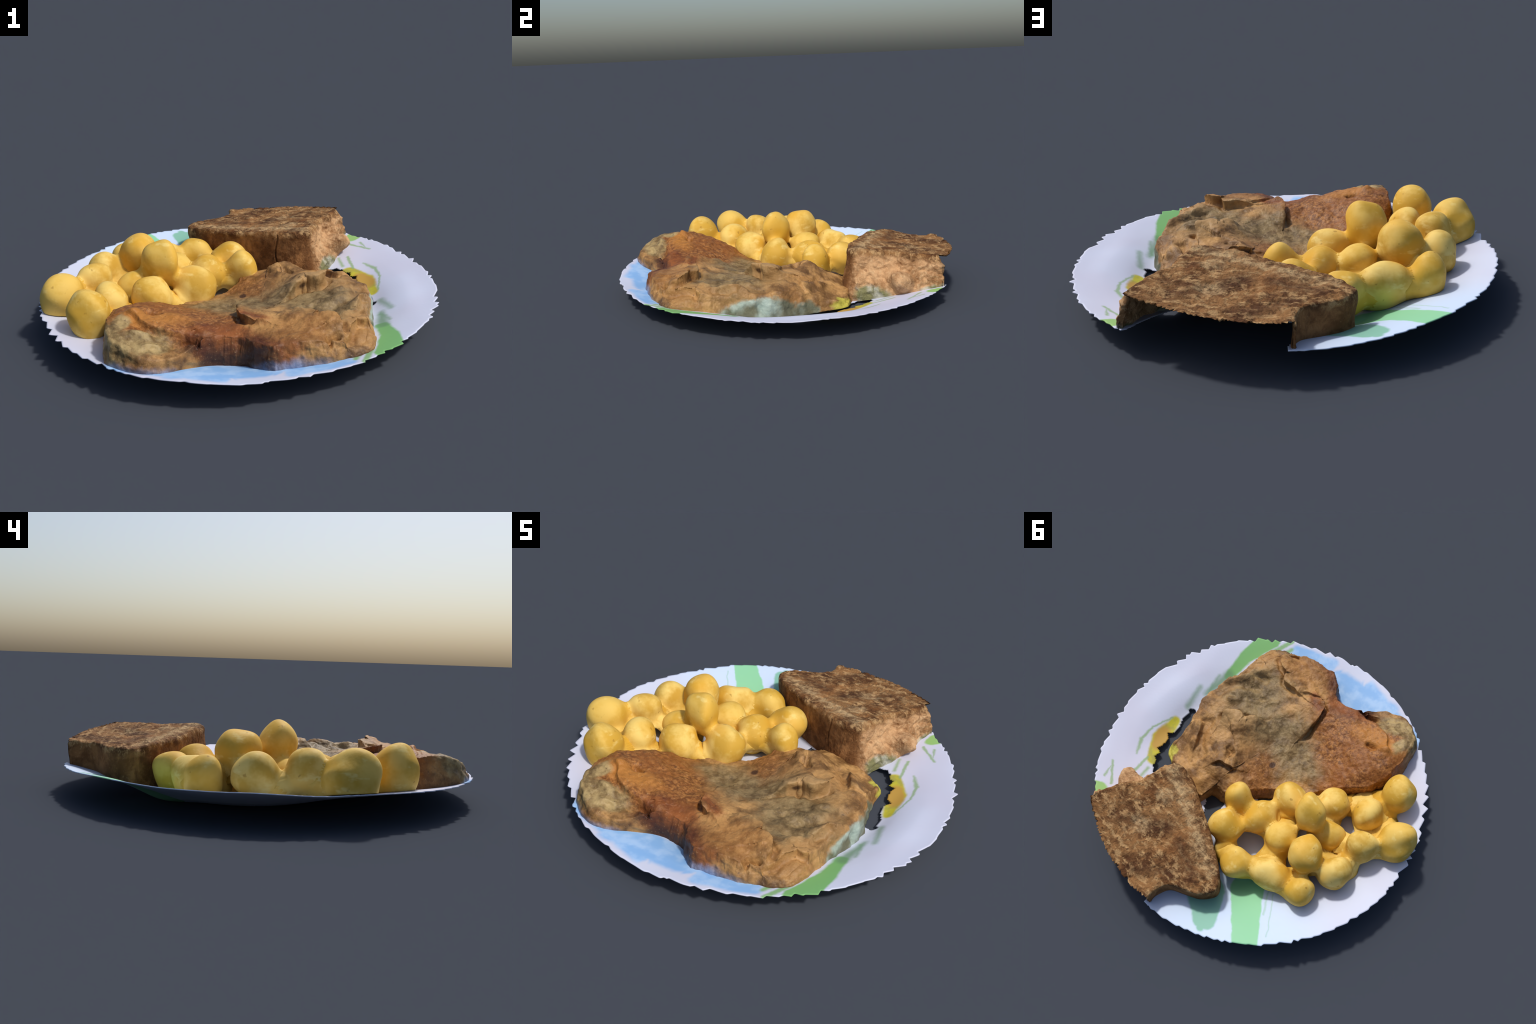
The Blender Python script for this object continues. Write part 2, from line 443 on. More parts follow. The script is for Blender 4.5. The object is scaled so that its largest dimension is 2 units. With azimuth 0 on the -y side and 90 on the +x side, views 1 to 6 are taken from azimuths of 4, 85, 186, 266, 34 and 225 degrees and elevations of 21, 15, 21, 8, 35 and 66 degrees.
def potato_material():
    m = Nodes("boiled_potato_skin")
    info = m.t.nodes.new("ShaderNodeObjectInfo").outputs["Random"]
    off = m.vec("ADD", m.co, m.vec("SCALE", (3.1, 5.7, 2.3), scale=info))
    n = m.noise(7.0, 4.0, 0.55, co=off)
    c = m.mix(m.range(n, 0.38, 0.62), (0.60, 0.355, 0.050), (0.80, 0.575, 0.165))  # lighter yellow paled to match the sunlit highlights on the potatoes
    c = m.mix(m.math("MULTIPLY", m.range(m.noise(4.0, 2.0, co=off), 0.5, 0.68), 0.6), c, (0.70, 0.37, 0.030))
    c = m.mix(m.math("MULTIPLY", m.range(info, 0.2, 0.9), 0.45), c, (0.66, 0.385, 0.040))
    pale = m.range(m.noise(11.0, 3.0, 0.6, co=m.vec("MULTIPLY", off, (1, 1, 2.2))), 0.58, 0.72)
    c = m.mix(m.math("MULTIPLY", pale, 0.5), c, (0.85, 0.68, 0.25))
    spot = m.range(m.noise(26.0, 2.0, co=off), 0.70, 0.76)
    c = m.mix(m.math("MULTIPLY", spot, 0.5), c, (0.30, 0.14, 0.02))
    return m.finish(c, rough=0.62, spec=0.2, bump=m.noise(28.0, 4.0, co=off), bump_strength=0.2, bump_distance=0.008)


# ------------------------------------------------------------------ outlines shared by parts
MEAT_OUTLINE = [(0.482, -0.750), (0.376, -0.787), (0.265, -0.808), (0.193, -0.822), (0.135, -0.785), (0.072, -0.722),
                (0.005, -0.712), (-0.043, -0.715), (-0.099, -0.745), (-0.175, -0.82), (-0.22, -0.868), (-0.286, -0.900),
                (-0.365, -0.900), (-0.436, -0.872), (-0.490, -0.815), (-0.514, -0.745), (-0.532, -0.659), (-0.545, -0.57),
                (-0.535, -0.485), (-0.485, -0.381), (-0.37, -0.26), (-0.28, -0.154), (-0.19, -0.075), (-0.105, -0.015),
                (-0.030, 0.085), (0.030, 0.195), (0.095, 0.230), (0.165, 0.255), (0.180, 0.345), (0.281, 0.350), (0.409, 0.32),
                (0.548, 0.262), (0.578, 0.14), (0.605, 0.039), (0.635, -0.059), (0.650, -0.138), (0.645, -0.28), (0.630, -0.382),
                (0.628, -0.468), (0.633, -0.60), (0.595, -0.695)]
BREAD_OPEN_BACK = [(0.544, 0.835), (0.502, 0.717), (0.472, 0.643), (0.414, 0.564), (0.395, 0.47), (0.37, 0.365),
                   (0.278, 0.336), (0.102, 0.399), (-0.061, 0.471), (-0.252, 0.569), (-0.319, 0.622), (-0.341, 0.676),
                   (-0.295, 0.747), (-0.218, 0.791), (-0.141, 0.835), (-0.119, 0.912), (-0.131, 0.976)]


# ------------------------------------------------------------------ plate
def teeth(angles, seed=3):
    """Irregular torn saw-tooth rim: 0 at the roots, 1 at the tips."""
    g = np.random.default_rng(seed)
    a, v, t, up = [], [], 0.0, True
    while t < 2 * np.pi:
        a.append(t)
        v.append(g.uniform(0.6, 1.0) if up else g.uniform(0.0, 0.75))
        t += g.uniform(0.012, 0.062) * (0.40 if up else 1.3)
        up = not up
    a.append(2 * np.pi)
    v.append(v[0])
    return np.interp(angles % (2 * np.pi), a, v)


def jagged(poly, step=0.042, depth=0.026, seed=5):
    g = np.random.default_rng(seed)
    P = np.array(poly, float)
    out = []
    for k in range(len(P)):
        a, b = P[k], P[(k + 1) % len(P)]
        L = np.linalg.norm(b - a)
        n = max(1, int(L / step))
        nrm = np.array([b[1] - a[1], a[0] - b[0]]) / max(L, 1e-6)
        for j in range(n):
            out.append(a + (b - a) * (j / n))
            out.append(a + (b - a) * ((j + g.uniform(0.3, 0.7)) / n) + nrm * g.uniform(-0.3, 1) * depth)
    return np.array(out)


def build_plate():
    n, rings = 840, 124
    th = np.linspace(0, 2 * np.pi, n, endpoint=False)
    k = noise3(np.stack([np.cos(th) * 1.7, np.sin(th) * 1.7, 0 * th + 4.2], 1))
    rim = 1.004 - (0.036 + 0.02 * k) * (1 - teeth(th)) * np.where(np.abs(th - 4.55) < 0.35, 0.6, 1.0) * np.where(np.abs(th - 2.45) < 0.75, 0.45, 1.0)
    s = np.linspace(0.02, 1, rings)
    V = []
    for t in s:
        b = smooth(0.86, 1.0, t)
        r = t * ((1 - b) * 0.985 + b * rim)
        x, y = r * np.cos(th), r * np.sin(th)
        z = plate_z(x, y)
        z = z + 0.012 * smooth(0.6, 1.0, t) * noise3(np.stack([x * 3.1, y * 3.1, 0 * x + 1.0], 1))
        V.append(np.stack([x, y, z], 1))
    V = np.concatenate(V)
    F = ring_faces(rings, n)
    c = V[F].mean(1)
    holes = [jagged([(0.680, -0.045), (0.676, 0.041), (0.650, 0.10), (0.640, 0.170), (0.627, 0.215), (0.612, 0.275), (0.585, 0.315),
                     (0.56, 0.366), (0.515, 0.43), (0.44, 0.44), (0.43, 0.36), (0.50, 0.27), (0.49, 0.18), (0.57, 0.06), (0.61, -0.01)]),
             jagged([(0.20, 0.26), (0.13, 0.35), (0.05, 0.41), (0.035, 0.32), (0.055, 0.289), (0.08, 0.20)], 0.02, 0.01),
             jagged([(-0.03, 0.06), (-0.067, 0.091), (-0.114, 0.045), (-0.13, -0.03), (-0.05, -0.03)], 0.02, 0.01)]
    gone = np.zeros(len(c), bool)
    for h in holes:
        gone |= inside(h, c[:, 0], c[:, 1])
    # the plate breaks off under the bread
    back = [(-0.10, 1.2), (0.20, 1.3), (0.60, 0.9)]
    under = [(0.548, 0.80), (0.53, 0.70), (0.50, 0.60), (0.46, 0.48), (0.40, 0.38), (0.28, 0.37), (0.10, 0.43), (-0.06, 0.50),
             (-0.24, 0.60), (-0.30, 0.68), (-0.20, 0.77), (-0.12, 0.83), (-0.10, 0.92)] + back
    gone |= inside(under, c[:, 0], c[:, 1])
    F = F[~gone]
    faces = [tuple(f) for f in F]
    faces.append(tuple(range(n)))
    used = np.unique(np.concatenate([F.ravel(), np.arange(n)]))
    remap = np.full(len(V), -1)
    remap[used] = np.arange(len(used))
    faces = [tuple(int(remap[i]) for i in f) for f in faces]
    ob = make_object("paper_plate", V[used], faces, plate_material())
    mod = ob.modifiers.new("thickness", "SOLIDIFY")
    mod.thickness = 0.004
    mod.offset = -1
    bpy.context.view_layer.objects.active = ob
    bpy.ops.object.modifier_apply(modifier=mod.name)
    ob["label"] = "round white paper plate with jagged rim and printed grass"
    ob["category"] = "plate"
    return ob


# ------------------------------------------------------------------ meat cutlet
MEAT_HEIGHTS = [(-0.49, -0.80, 0.235), (-0.54, -0.60, 0.235), (-0.50, -0.42, 0.195), (-0.30, -0.19, 0.110), (-0.10, 0.0, 0.085),
                (0.05, 0.20, 0.110), (0.13, 0.28, 0.085), (0.30, 0.30, 0.095), (0.50, 0.24, 0.060), (0.55, 0.10, 0.110),
                (0.61, -0.05, 0.150), (0.63, -0.20, 0.155), (0.62, -0.40, 0.160), (0.61, -0.60, 0.130), (0.55, -0.69, 0.120),
                (0.40, -0.76, 0.190), (0.20, -0.80, 0.195), (0.09, -0.74, 0.172), (-0.08, -0.72, 0.190), (-0.20, -0.82, 0.165),
                (-0.30, -0.88, 0.185), (-0.41, -0.86, 0.220), (-0.117, -0.70, 0.215), (-0.46, -0.67, 0.268), (-0.47, -0.57, 0.272),
                (-0.37, -0.59, 0.240), (-0.35, -0.66, 0.245), (-0.34, -0.76, 0.235), (-0.19, -0.76, 0.182), (0.08, -0.60, 0.195), (0.36, -0.52, 0.182), (0.46, -0.61, 0.195),
                (0.44, -0.17, 0.172), (0.35, 0.0, 0.188), (0.56, -0.10, 0.185), (0.225, 0.13, 0.180), (0.022, -0.111, 0.115), (0.18, -0.47, 0.200), (0.29, -0.43, 0.178),
                (-0.20, -0.37, 0.155), (-0.05, -0.45, 0.165), (0.50, -0.29, 0.195), (0.47, -0.43, 0.160), (-0.25, -0.62, 0.235),
                (-0.40, -0.40, 0.215), (0.13, -0.18, 0.128), (0.41, 0.10, 0.140), (0.34, 0.16, 0.135), (-0.12, -0.25, 0.122), (0.10, -0.05, 0.138),
                (-0.31, -0.48, 0.232), (-0.06, -0.62, 0.205)]
CREAM_DIP = [(-0.201, -0.748), (-0.232, -0.804), (-0.289, -0.842), (-0.388, -0.825), (-0.443, -0.765), (-0.474, -0.701),
             (-0.414, -0.668), (-0.349, -0.709), (-0.265, -0.729)]


def build_meat():
    centre = np.array([0.10, -0.33])
    n, top, wall = 1080, 170, 44
    th = np.linspace(0, 2 * np.pi, n, endpoint=False)
    R = polar_radius(catmull(MEAT_OUTLINE, 12), centre, th)
    e = np.stack([np.cos(th), np.sin(th)], 1)
    R = R + 0.016 * fbm(np.c_[e * 5.5, 0 * th + 2], 4, 0.6)
    H = Spline2D(MEAT_HEIGHTS)

    def top_height(x, y):
        z = H(x, y)
        q = np.stack([x, y, 0 * x], 1)
        wx = x + 0.020 * noise3(q * 11 + 3) + 0.006 * noise3(q * 40 + 3)
        wy = y + 0.020 * noise3(q * 11 + 9) + 0.006 * noise3(q * 40 + 9)

        def plateau(poly, h, w):
            return h * smooth(-w, w, signed(poly, wx, wy))

        def line(pts, h, w):
            return h * np.exp(-(dist_line(pts, wx, wy) / w) ** 2)

        lean_x, lean_y = np.zeros(len(x)), np.zeros(len(x))

        def scarp(pts, h, fall, high, edge=0.006, lean=0.32):
            """Step along a line: steep on one side, dying away over `fall` on the high side."""
            P = np.array(pts, float)
            nonlocal lean_x, lean_y
            best, side, along = np.full(len(x), 9.0), np.zeros(len(x)), np.zeros(len(x))
            nx, ny = np.zeros(len(x)), np.zeros(len(x))
            for k in range(len(P) - 1):
                a, b = P[k], P[k + 1]
                ba = b - a
                t = np.clip(((wx - a[0]) * ba[0] + (wy - a[1]) * ba[1]) / (ba @ ba), 0, 1)
                d = np.hypot(wx - a[0] - t * ba[0], wy - a[1] - t * ba[1])
                cr = ba[0] * (wy - a[1]) - ba[1] * (wx - a[0])
                m = d < best
                best, side, along = np.where(m, d, best), np.where(m, np.sign(cr), side), np.where(m, (k + t) / (len(P) - 1), along)
                L = math.hypot(*ba)
                nx, ny = np.where(m, high * ba[1] / L, nx), np.where(m, -high * ba[0] / L, ny)
            d = best * side * high
            taper = np.clip(np.sin(np.pi * np.clip(along, 0.03, 0.97)) * 1.8, 0, 1)
            up = np.exp(-(np.maximum(d, 0) / fall) ** 1.5) * smooth(-edge, edge, d)
            foot = 0.35 * np.exp(-((d + 0.012) / 0.014) ** 2)
            push = lean * h * taper * smooth(-0.004, 0.008, d) * np.exp(-(np.maximum(d, 0) / 0.026) ** 2)
            lean_x, lean_y = lean_x + nx * push, lean_y + ny * push
            return h * taper * (up - foot)

        z = z + scarp([(0.50, -0.72), (0.481, -0.62), (0.44, -0.59), (0.385, -0.575), (0.364, -0.528), (0.286, -0.53), (0.19, -0.535)], 0.044, 0.085, 1)
        z = z + scarp([(0.15, -0.62), (0.051, -0.578), (0.035, -0.50), (0.034, -0.42), (0.025, -0.33)], 0.042, 0.060, -1)
        z = z + scarp([(0.24, -0.54), (0.175, -0.59), (0.10, -0.61), (0.06, -0.60)], 0.014, 0.06, 1)
        z = z + scarp([(0.42, -0.02), (0.440, -0.10), (0.393, -0.165), (0.346, -0.156), (0.311, -0.17), (0.28, -0.215), (0.24, -0.285)], 0.074, 0.085, -1)
        z = z + scarp([(0.26, 0.175), (0.228, 0.132), (0.18, 0.113), (0.120, 0.070)], 0.028, 0.060, 1)
        z = z + scarp([(0.27, 0.02), (0.235, 0.03), (0.21, 0.08)], 0.018, 0.05, 1)
        z = z + scarp([(-0.15, -0.70), (-0.22, -0.735), (-0.30, -0.725), (-0.36, -0.695), (-0.42, -0.64), (-0.47, -0.63)], 0.020, 0.10, -1, 0.010, 0.1)
        z = z + scarp([(0.66, -0.50), (0.56, -0.54), (0.53, -0.62), (0.50, -0.73)], 0.034, 0.07, -1)
        z = z + scarp([(0.66, -0.30), (0.60, -0.33), (0.56, -0.42), (0.60, -0.50)], 0.022, 0.06, -1, 0.012)
        z = z + scarp([(0.58, 0.06), (0.50, 0.02), (0.46, 0.10), (0.40, 0.20)], 0.020, 0.06, -1, 0.012)
        z = z - plateau(CREAM_DIP, 0.008, 0.02)
        z = z + line([(0.330, -0.172), (0.345, -0.200)], -0.050, 0.016)                          # cavity in the block
        z = z + line([(0.255, 0.020), (0.220, 0.04)], -0.034, 0.016)
        z = z + line([(-0.314, -0.575), (-0.345, -0.585)], -0.030, 0.018)                        # pit and its ridge
        z = z + line([(-0.365, -0.545), (-0.372, -0.596), (-0.413, -0.629), (-0.45, -0.648)], 0.006, 0.016)
        z = z + line([(-0.12, -0.74), (-0.17, -0.735), (-0.22, -0.765)], -0.045, 0.012)          # crevice by the waist
        z = z + line([(-0.32, -0.76), (-0.39, -0.77)], 0.018, 0.022)
        z = z + line([(-0.28, -0.80), (-0.33, -0.83)], 0.014, 0.018)
        z = z + line([(0.40, -0.78), (0.435, -0.72), (0.47, -0.70)], -0.040, 0.009)              # cracks in the lobe
        z = z + line([(0.60, -0.16), (0.56, -0.30), (0.46, -0.38)], -0.022, 0.030)               # long soft furrows
        z = z + line([(0.60, -0.38), (0.54, -0.44), (0.46, -0.47)], -0.018, 0.020)
        z = z + line([(0.62, -0.28), (0.57, -0.38), (0.50, -0.52)], 0.016, 0.022)
        z = z + line([(0.44, -0.26), (0.36, -0.36)], -0.016, 0.026)
        z = z + line([(0.50, -0.20), (0.40, -0.30), (0.30, -0.40)], 0.012, 0.018)
        z = z + line([(0.55, -0.02), (0.50, 0.08), (0.42, 0.18)], 0.016, 0.025)
        z = z + line([(0.48, -0.02), (0.44, 0.08), (0.36, 0.16)], -0.016, 0.020)
        z = z + line([(0.03, -0.45), (-0.02, -0.34), (-0.03, -0.24)], -0.014, 0.030)
        return np.stack([x + lean_x, y + lean_y, z], 1)

    def relief(P):
        lump = fbm(P * 7.0, 3)
        mid = fbm(P * 21.0, 3)
        ridged = 0.35 - np.abs(fbm(P * 11.0 + 40, 3))
        folds = 0.3 - np.abs(fbm(P * np.array([4.5, 6.5, 5.0]) + 70, 2))
        return 0.008 * lump + 0.0050 * mid + 0.008 * (ridged - 0.1) + 0.020 * (folds - 0.12)

    # over the top, round the shoulder, down the side to the plate
    V = []
    inset = 0.03
    for t in np.linspace(0.0, 1, top) ** 0.9:
        if t == 0:
            t = 0.004
        r = t * (R - inset)
        x, y = centre[0] + r * e[:, 0], centre[1] + r * e[:, 1]
        V.append(top_height(x, y))
    zt = V[-1][:, 2]
    for t in np.linspace(0, 1, wall + 1)[1:]:
        a = t * np.pi / 2
        drop = 1 - np.cos(a) ** 0.9 if t < 1 else 1.0
        out = np.sin(a) ** 0.55
        r = R - inset + out * inset + 0.014 * smooth(0.55, 1, t)
        x, y = centre[0] + r * e[:, 0], centre[1] + r * e[:, 1]
        zb = np.maximum(plate_z(x, y) - 0.004, 0.001)
        V.append(np.stack([x, y, zt + (zb - zt) * drop], 1))
    V = np.concatenate(V)
    rings = top + wall
    F = ring_faces(rings, n)
    N = vertex_normals(V, F)
    fade = np.repeat(np.concatenate([np.ones(top), 1.3 - 1.3 * smooth(0.75, 1.0, np.linspace(0, 1, wall))]), n)
    V = V - N * (relief(V) * fade)[:, None]
    V[:, 2] = np.maximum(V[:, 2], np.maximum(plate_z(V[:, 0], V[:, 1]) - 0.003, 0.001))
    faces = [tuple(f) for f in F]
    faces.append(tuple(range(n - 1, -1, -1)))
    last = (rings - 1) * n
    faces.append(tuple(range(last, last + n)))
    faces = [f for f in faces]
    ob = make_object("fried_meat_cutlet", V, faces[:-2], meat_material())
    # close the top pole and the underside
    import bmesh
    bm = bmesh.new()
    bm.from_mesh(ob.data)
    bm.verts.ensure_lookup_table()
    bm.faces.new([bm.verts[i] for i in range(n)])
    bm.faces.new([bm.verts[i] for i in range(last, last + n)][::-1])
    bmesh.ops.recalc_face_normals(bm, faces=bm.faces)
    for f in bm.faces:
        f.smooth = True
    bm.to_mesh(ob.data)
    bm.free()
    ob["label"] = "thick fried meat cutlet with lumpy brown crust"
    ob["category"] = "meat"
    return ob


# ------------------------------------------------------------------ bread
def bread_top_z(x, y):
    dish = 0.012 * np.exp(-(((x - 0.15) / 0.25) ** 2 + ((y - 0.78) / 0.22) ** 2))
    return 0.294 + 0.0586 * x - 0.0588 * y - dish


def build_bread():
    centre = np.array([0.11, 0.66])
    front = catmull(BREAD_OPEN_BACK, 10, closed=False)
    a1 = math.atan2(0.985, -0.131)
    a0 = math.atan2(0.835, 0.544)
    g = np.linspace(a1, a0, 40)[1:-1]
    back = np.stack([0.992 * np.cos(g), 0.992 * np.sin(g)], 1)
    loop = np.concatenate([front, back])
    n, top, wall = 900, 110, 46
    th = np.linspace(0, 2 * np.pi, n, endpoint=False)
    R = polar_radius(loop, centre, th)
    e = np.stack([np.cos(th), np.sin(th)], 1)
    rimx, rimy = centre[0] + R * e[:, 0], centre[1] + R * e[:, 1]
    is_back = (np.hypot(rimx, rimy) > 0.975) & (rimy > 0.80)
    is_back = (th > math.atan2(0.795 - centre[1], 0.535 - centre[0])) & (th < math.atan2(0.97 - centre[1], -0.131 - centre[0]))
    R = R - 0.020 * (1 - teeth(th, 9)) * is_back
    # right-hand (torn) side and front/left crust by angle
    right = (th < 0.6) | (th > 2 * np.pi - 0.86)
    corner = np.exp(-((((th - 5.42) + np.pi) % (2 * np.pi) - np.pi) / 0.30) ** 2)
    inset = np.where(is_back, 0.0, np.where(right, 0.026, 0.014)) + 0.014 * corner * ~is_back
    R = R + 0.012 * ~is_back
    V, region = [], []
    for t in np.linspace(0, 1, top):
        t = max(t, 0.005)
        r = t * (R - inset)
        x, y = centre[0] + r * e[:, 0], centre[1] + r * e[:, 1]
        z = bread_top_z(x, y)
        z = z - 0.016 * np.exp(-(((x - 0.215) / 0.05) ** 2 + ((y - 0.724) / 0.04) ** 2))
        z = z + 0.012 * np.exp(-(np.hypot(x + 0.12, y - 0.95) / 0.035) ** 2)
        z = z + 0.010 * smooth(0.30, 0.42, x) * smooth(0.50, 0.36, y)
        V.append(np.stack([x, y, z], 1))
    zt = V[-1][:, 2]
    # how far the foot of the wall stands out beyond the top edge
    flare = -0.008 + 0.052 * smooth(0.9, 0.3, np.abs((th - 5.55 + np.pi) % (2 * np.pi) - np.pi)) \
        + 0.058 * smooth(0.9, 0.2, np.abs((th + np.pi) % (2 * np.pi) - np.pi))
    for t in np.linspace(0, 1, wall + 1)[1:]:
        edge = np.minimum(t / np.where(right, 0.20, 0.12), 1)
        r = R - inset + inset * np.sqrt(1 - (1 - edge) ** 2) + flare * smooth(0.15, 0.95, t)
        x, y = centre[0] + r * e[:, 0], centre[1] + r * e[:, 1]
        zb = np.maximum(plate_z(x, y) - 0.004, 0.001)
        V.append(np.stack([x, y, zt + (zb - zt) * t], 1))
    V = np.concatenate(V)
    rings = top + wall
    F = ring_faces(rings, n)
    N = vertex_normals(V, F)
    wallv = np.repeat(np.concatenate([np.zeros(top), np.linspace(0, 1, wall)]), n)
    rightv = np.tile(right, rings)
    rel = 0.010 * fbm(V * 9, 3) + 0.0075 * fbm(V * 26, 3)
    rough_side = 0.026 * fbm(V * 8 + 5, 3) - 0.030 * np.abs(fbm(V * 13 + 2, 3)) + 0.006 + 0.008 * fbm(V * 34, 2)
    crust_side = 0.010 * fbm(V * 6 + 5, 2) + 0.003 * fbm(V * 30, 2)
    w = smooth(0.0, 0.15, wallv) * (1 - 0.7 * smooth(0.85, 1, wallv))
    rel = rel * (1 - smooth(0, 0.12, wallv)) + np.where(rightv, rough_side, crust_side) * w
    # torn lump low on the right side, hollow beneath the edge, seam in the front crust
    d = np.linalg.norm((V - np.array([0.485, 0.595, 0.125])) / np.array([1.3, 1.0, 0.75]), axis=1)
    rel = rel + 0.085 * np.exp(-(d / 0.062) ** 4)
    d = np.linalg.norm(V - np.array([0.52, 0.52, 0.12]), axis=1)
    rel = rel - 0.030 * np.exp(-(d / 0.035) ** 2)
    rel = rel - 0.012 * np.exp(-((V[:, 0] - 0.18 - 0.008 * np.sin(V[:, 2] * 30)) / 0.0032) ** 2) * (wallv > 0.04) * (V[:, 1] < 0.5)
    V = V + N * rel[:, None]
    far = np.hypot(V[:, 0], V[:, 1])
    V[:, :2] *= np.minimum(1, 0.996 / far)[:, None]
    # outer and inner skin
    N = vertex_normals(V, F)
    thick = np.where(np.tile(is_back, rings), 0.004, 0.013)
    inner = V - thick[:, None] * N
    inner[:, 2] = np.maximum(inner[:, 2], 0.001)
    face_ring = np.repeat(np.arange(rings - 1), n)
    face_back = np.tile(is_back & np.roll(is_back, -1), rings - 1)
    keep = (face_ring < top - 1) | ~face_back
    Fk, ringk = F[keep], face_ring[keep]
    m = len(V)
    both = np.concatenate([V, inner])
    # border strips where the shell is open
    edges = {}
    for fi, f in enumerate(Fk):
        for j in range(4):
            a, b = int(f[j]), int(f[(j + 1) % 4])
            if (b, a) in edges:
                del edges[(b, a)]
            else:
                edges[(a, b)] = fi
    region = np.where(ringk < top - 1 + 3, 0, np.where(np.tile(right, rings - 1)[keep], 2, 1))
    faces = [tuple(f) for f in Fk] + [tuple(f[::-1] + m) for f in Fk]
    regs = list(region) + list(region)
    for (a, b), fi in edges.items():
        if a < n and b < n:
            continue
        faces.append((b, a, a + m, b + m))
        regs.append(region[fi])
    # pole caps
    faces.append(tuple(range(n)))
    regs.append(0)
    faces.append(tuple(i + m for i in range(n))[::-1])
    regs.append(0)
    regs = np.array(regs)
    NN = np.concatenate([N, -N])
    root = bpy.data.objects.new("bread_slice", None)
    root.location = (centre[0], centre[1], 0.0)
    bpy.context.scene.collection.objects.link(root)
    root["label"] = "thick square chunk of toasted brown bread"
    root["category"] = "bread"
    mat = bread_material()
    for k, name in enumerate(("toasted_face", "crust", "crumb")):
        sub = [faces[i] for i in np.nonzero(regs == k)[0]]
        used = np.unique(np.concatenate([np.array(f) for f in sub]))
        remap = np.full(2 * m, -1)
        remap[used] = np.arange(len(used))
        ob = make_object(name, both[used], [tuple(int(remap[i]) for i in f) for f in sub], mat)
        if len(ob.data.vertices) == len(used):
            ob.data.normals_split_custom_set_from_vertices([tuple(v) for v in NN[used]])
        ob.parent = root
        ob.matrix_parent_inverse = root.matrix_world.inverted()
        ob.location = (-centre[0], -centre[1], 0)
        ob.matrix_parent_inverse.identity()


# ------------------------------------------------------------------ potatoes
WEB = 0.050          # how far neighbouring potatoes run into each other
# centre, half axes, turn about z
POTATOES = [((-0.656, -0.500, 0.224), (0.103, 0.103, 0.104), 0.0),
            ((-0.617, -0.290, 0.166), (0.094, 0.094, 0.098), 0.0),
            ((-0.843, -0.270, 0.202), (0.108, 0.112, 0.104), 0.0),
            ((-0.723, -0.112, 0.205), (0.084, 0.086, 0.088), 0.0),
            ((-0.720, 0.112, 0.195), (0.088, 0.092, 0.095), 0.0),
            ((-0.546, 0.163, 0.262), (0.100, 0.103, 0.098), 0.0),
            ((-0.393, -0.019, 0.276), (0.106, 0.086, 0.108), -0.8),
            ((-0.230, -0.028, 0.134), (0.102, 0.100, 0.106), 0.0),
            ((-0.422, -0.183, 0.142), (0.098, 0.098, 0.106), 0.0),
            ((-0.555, -0.043, 0.155), (0.076, 0.076, 0.078), 0.0),
            ((-0.365, 0.180, 0.150), (0.090, 0.098, 0.092), 0.0),
            ((-0.184, 0.183, 0.130), (0.088, 0.100, 0.098), 0.3),
            ((-0.001, 0.184, 0.138), (0.083, 0.083, 0.100), 0.0),
            ((-0.085, 0.365, 0.142), (0.088, 0.090, 0.094), 0.0),
            ((-0.288, 0.466, 0.138), (0.092, 0.090, 0.094), 0.0),
            ((-0.462, 0.370, 0.128), (0.118, 0.092, 0.098), 0.25),
            ((-0.669, 0.311, 0.166), (0.082, 0.084, 0.080), 0.0)]


# places where starch and crumbs close the gap between neighbours
FILL = [(-0.175, 0.455, 0.050), (-0.610, 0.090, 0.070), (-0.478, -0.335, 0.065), (-0.715, -0.345, 0.085), (-0.560, -0.415, 0.075),
        (-0.390, 0.280, 0.050), (-0.460, -0.080, 0.060), (-0.490, 0.040, 0.060), (-0.300, 0.080, 0.055), (-0.740, 0.020, 0.080),
        (-0.575, 0.270, 0.055), (-0.320, -0.115, 0.050), (-0.760, -0.190, 0.085)]


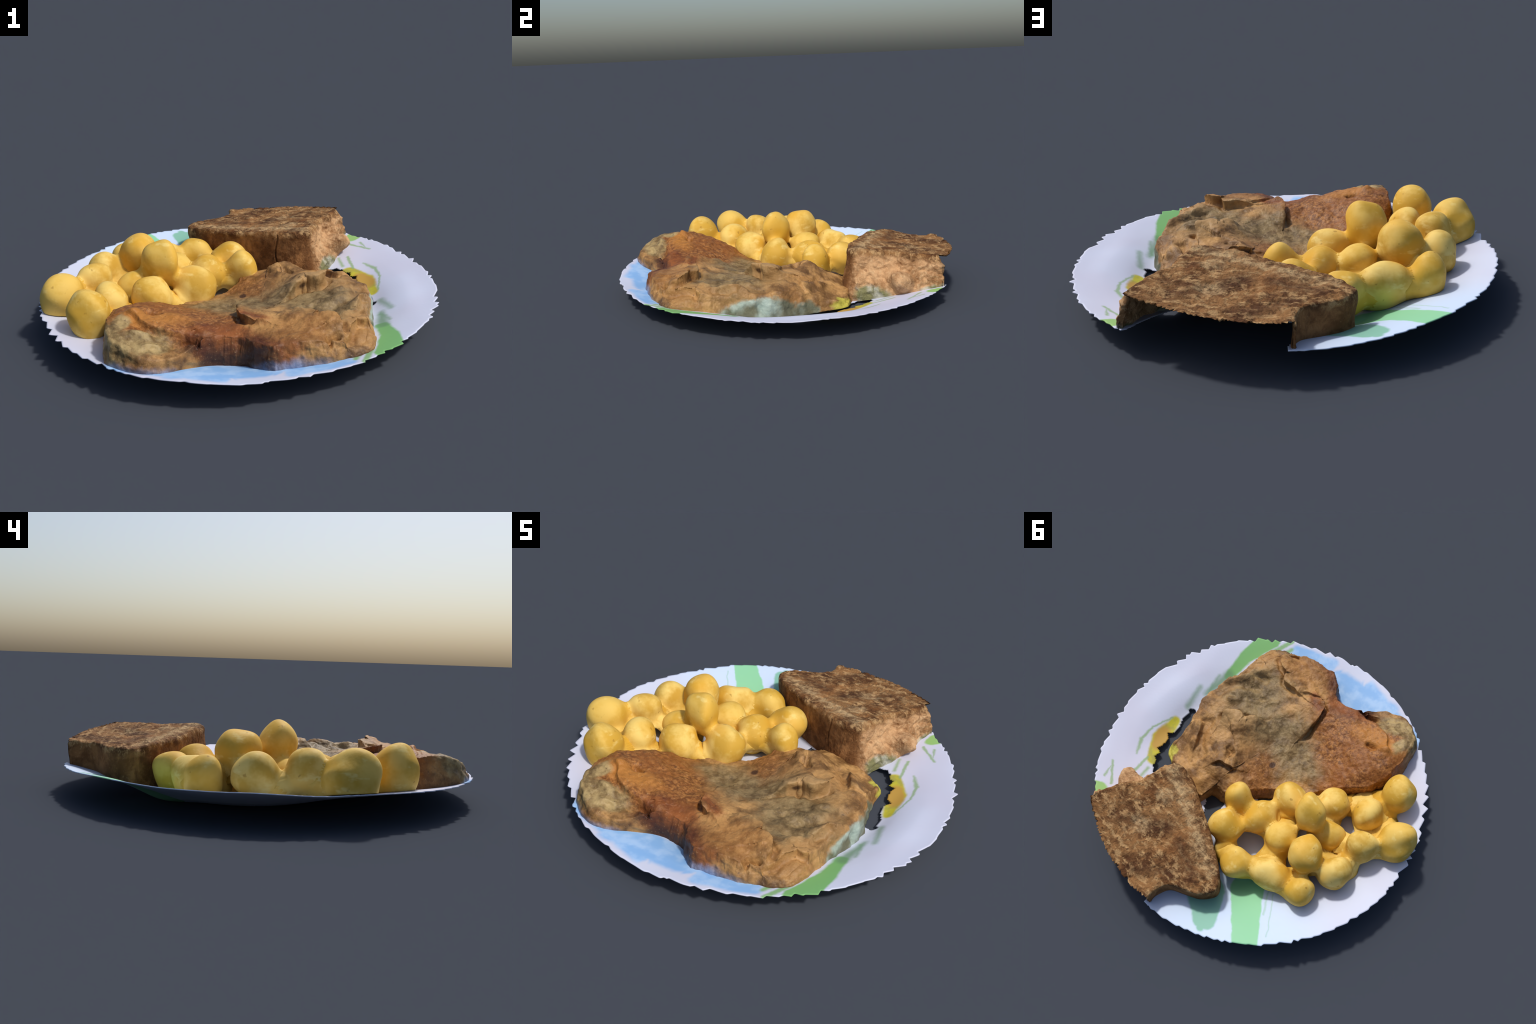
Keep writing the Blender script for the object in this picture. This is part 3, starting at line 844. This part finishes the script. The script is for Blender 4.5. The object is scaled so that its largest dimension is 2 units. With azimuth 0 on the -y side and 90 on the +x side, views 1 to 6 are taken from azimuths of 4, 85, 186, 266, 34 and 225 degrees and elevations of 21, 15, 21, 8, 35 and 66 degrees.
def build_potatoes():
    mat = potato_material()
    nth, nph = 120, 80
    ph = np.linspace(0, np.pi, nph)
    th = np.linspace(0, 2 * np.pi, nth, endpoint=False)
    T, P = np.meshgrid(th, ph)
    D = np.stack([np.sin(P) * np.cos(T), np.sin(P) * np.sin(T), np.cos(P)], -1).reshape(-1, 3)

    g = np.random.default_rng(21)
    waves = []
    for k in range(len(POTATOES)):
        a = g.normal(size=(4, 3))
        a = a / np.linalg.norm(a, axis=1, keepdims=True) * np.array([[22], [30], [38], [52]])
        waves.append((a, g.uniform(0, 6.28, 4), 0))

    def field(k, X):
        c, r, turn = POTATOES[k]
        r = [v * 1.005 for v in r]
        q = X - np.array(c)
        ct, st = math.cos(turn), math.sin(turn)
        x, y, z = ct * q[:, 0] + st * q[:, 1], -st * q[:, 0] + ct * q[:, 1], q[:, 2]
        z = np.where(z < 0, z * 0.72, z)
        L = np.sqrt((x / r[0]) ** 2 + (y / r[1]) ** 2 + (z / r[2]) ** 2)
        d = (L - 1) * min(r)
        a, b, g = waves[k]
        lump = np.sin(X @ a[0] + b[0]) + 0.8 * np.sin(X @ a[1] + b[1]) + 0.6 * np.sin(X @ a[2] + b[2]) + 0.5 * np.sin(X @ a[3] + b[3])
        return d - 0.0068 * lump

    for k, (c, r, turn) in enumerate(POTATOES):
        c = np.array(c)
        near = [j for j in range(len(POTATOES)) if j != k and np.linalg.norm(np.array(POTATOES[j][0]) - c) < 0.30]
        steps = 44
        ts = np.linspace(0.035, 0.20, steps)
        t_hit = np.full(len(D), ts[-1])
        prev = None
        done = np.zeros(len(D), bool)
        for t in ts:
            X = c + t * D
            own = field(k, X)
            f = own.copy()
            web = WEB * (1 + (0.0 if c[2] > 0.24 else 0.9) * smooth(0.0, -0.07, X[:, 2] - c[2]))
            for j in near:
                o = field(j, X)
                h = np.clip(0.5 + 0.5 * (f - o) / web, 0, 1)
                f = f * (1 - h) + o * h - web * h * (1 - h)
            for fc in FILL:
                q = X - np.array(fc)
                o = np.sqrt(q[:, 0] ** 2 + q[:, 1] ** 2 + (0.9 * q[:, 2]) ** 2) - 0.068
                h = np.clip(0.5 + 0.5 * (f - o) / 0.05, 0, 1)
                f = f * (1 - h) + o * h - 0.05 * h * (1 - h)
            g = np.maximum(f, own - (0.016 if c[2] > 0.24 else 0.022 + 0.055 * smooth(0.0, -0.06, X[:, 2] - c[2])))
            if prev is not None:
                cross = ~done & (g > 0)
                w = np.clip(-prev[cross] / np.maximum(g[cross] - prev[cross], 1e-9), 0, 1)
                t_hit[cross] = t - (ts[1] - ts[0]) * (1 - w)
                done |= cross
            prev = g
        V = c + t_hit[:, None] * D
        V[:, 2] = np.maximum(V[:, 2], plate_z(V[:, 0], V[:, 1]) + 0.002)
        G = V.reshape(nph, nth, 3)
        verts = np.concatenate([G[:1, 0], G[1:-1].reshape(-1, 3), G[-1:, 0]])
        F = []
        for i in range(nph - 3):
            for j in range(nth):
                a = 1 + i * nth + j
                b = 1 + i * nth + (j + 1) % nth
                F.append((a, a + nth, b + nth, b))
        lastv = len(verts) - 1
        for j in range(nth):
            F.append((0, 1 + j, 1 + (j + 1) % nth))
            base = 1 + (nph - 3) * nth
            F.append((lastv, base + (j + 1) % nth, base + j))
        org = np.array([c[0], c[1], c[2]])
        ob = make_object("potato" if k == 0 else "potato.%03d" % k, verts - org, F, mat)
        ob.location = org
        ob["label"] = "small round boiled yellow potato, peeled and lumpy"
        ob["category"] = "potato"


build_plate()
build_meat()
build_bread()
build_potatoes()
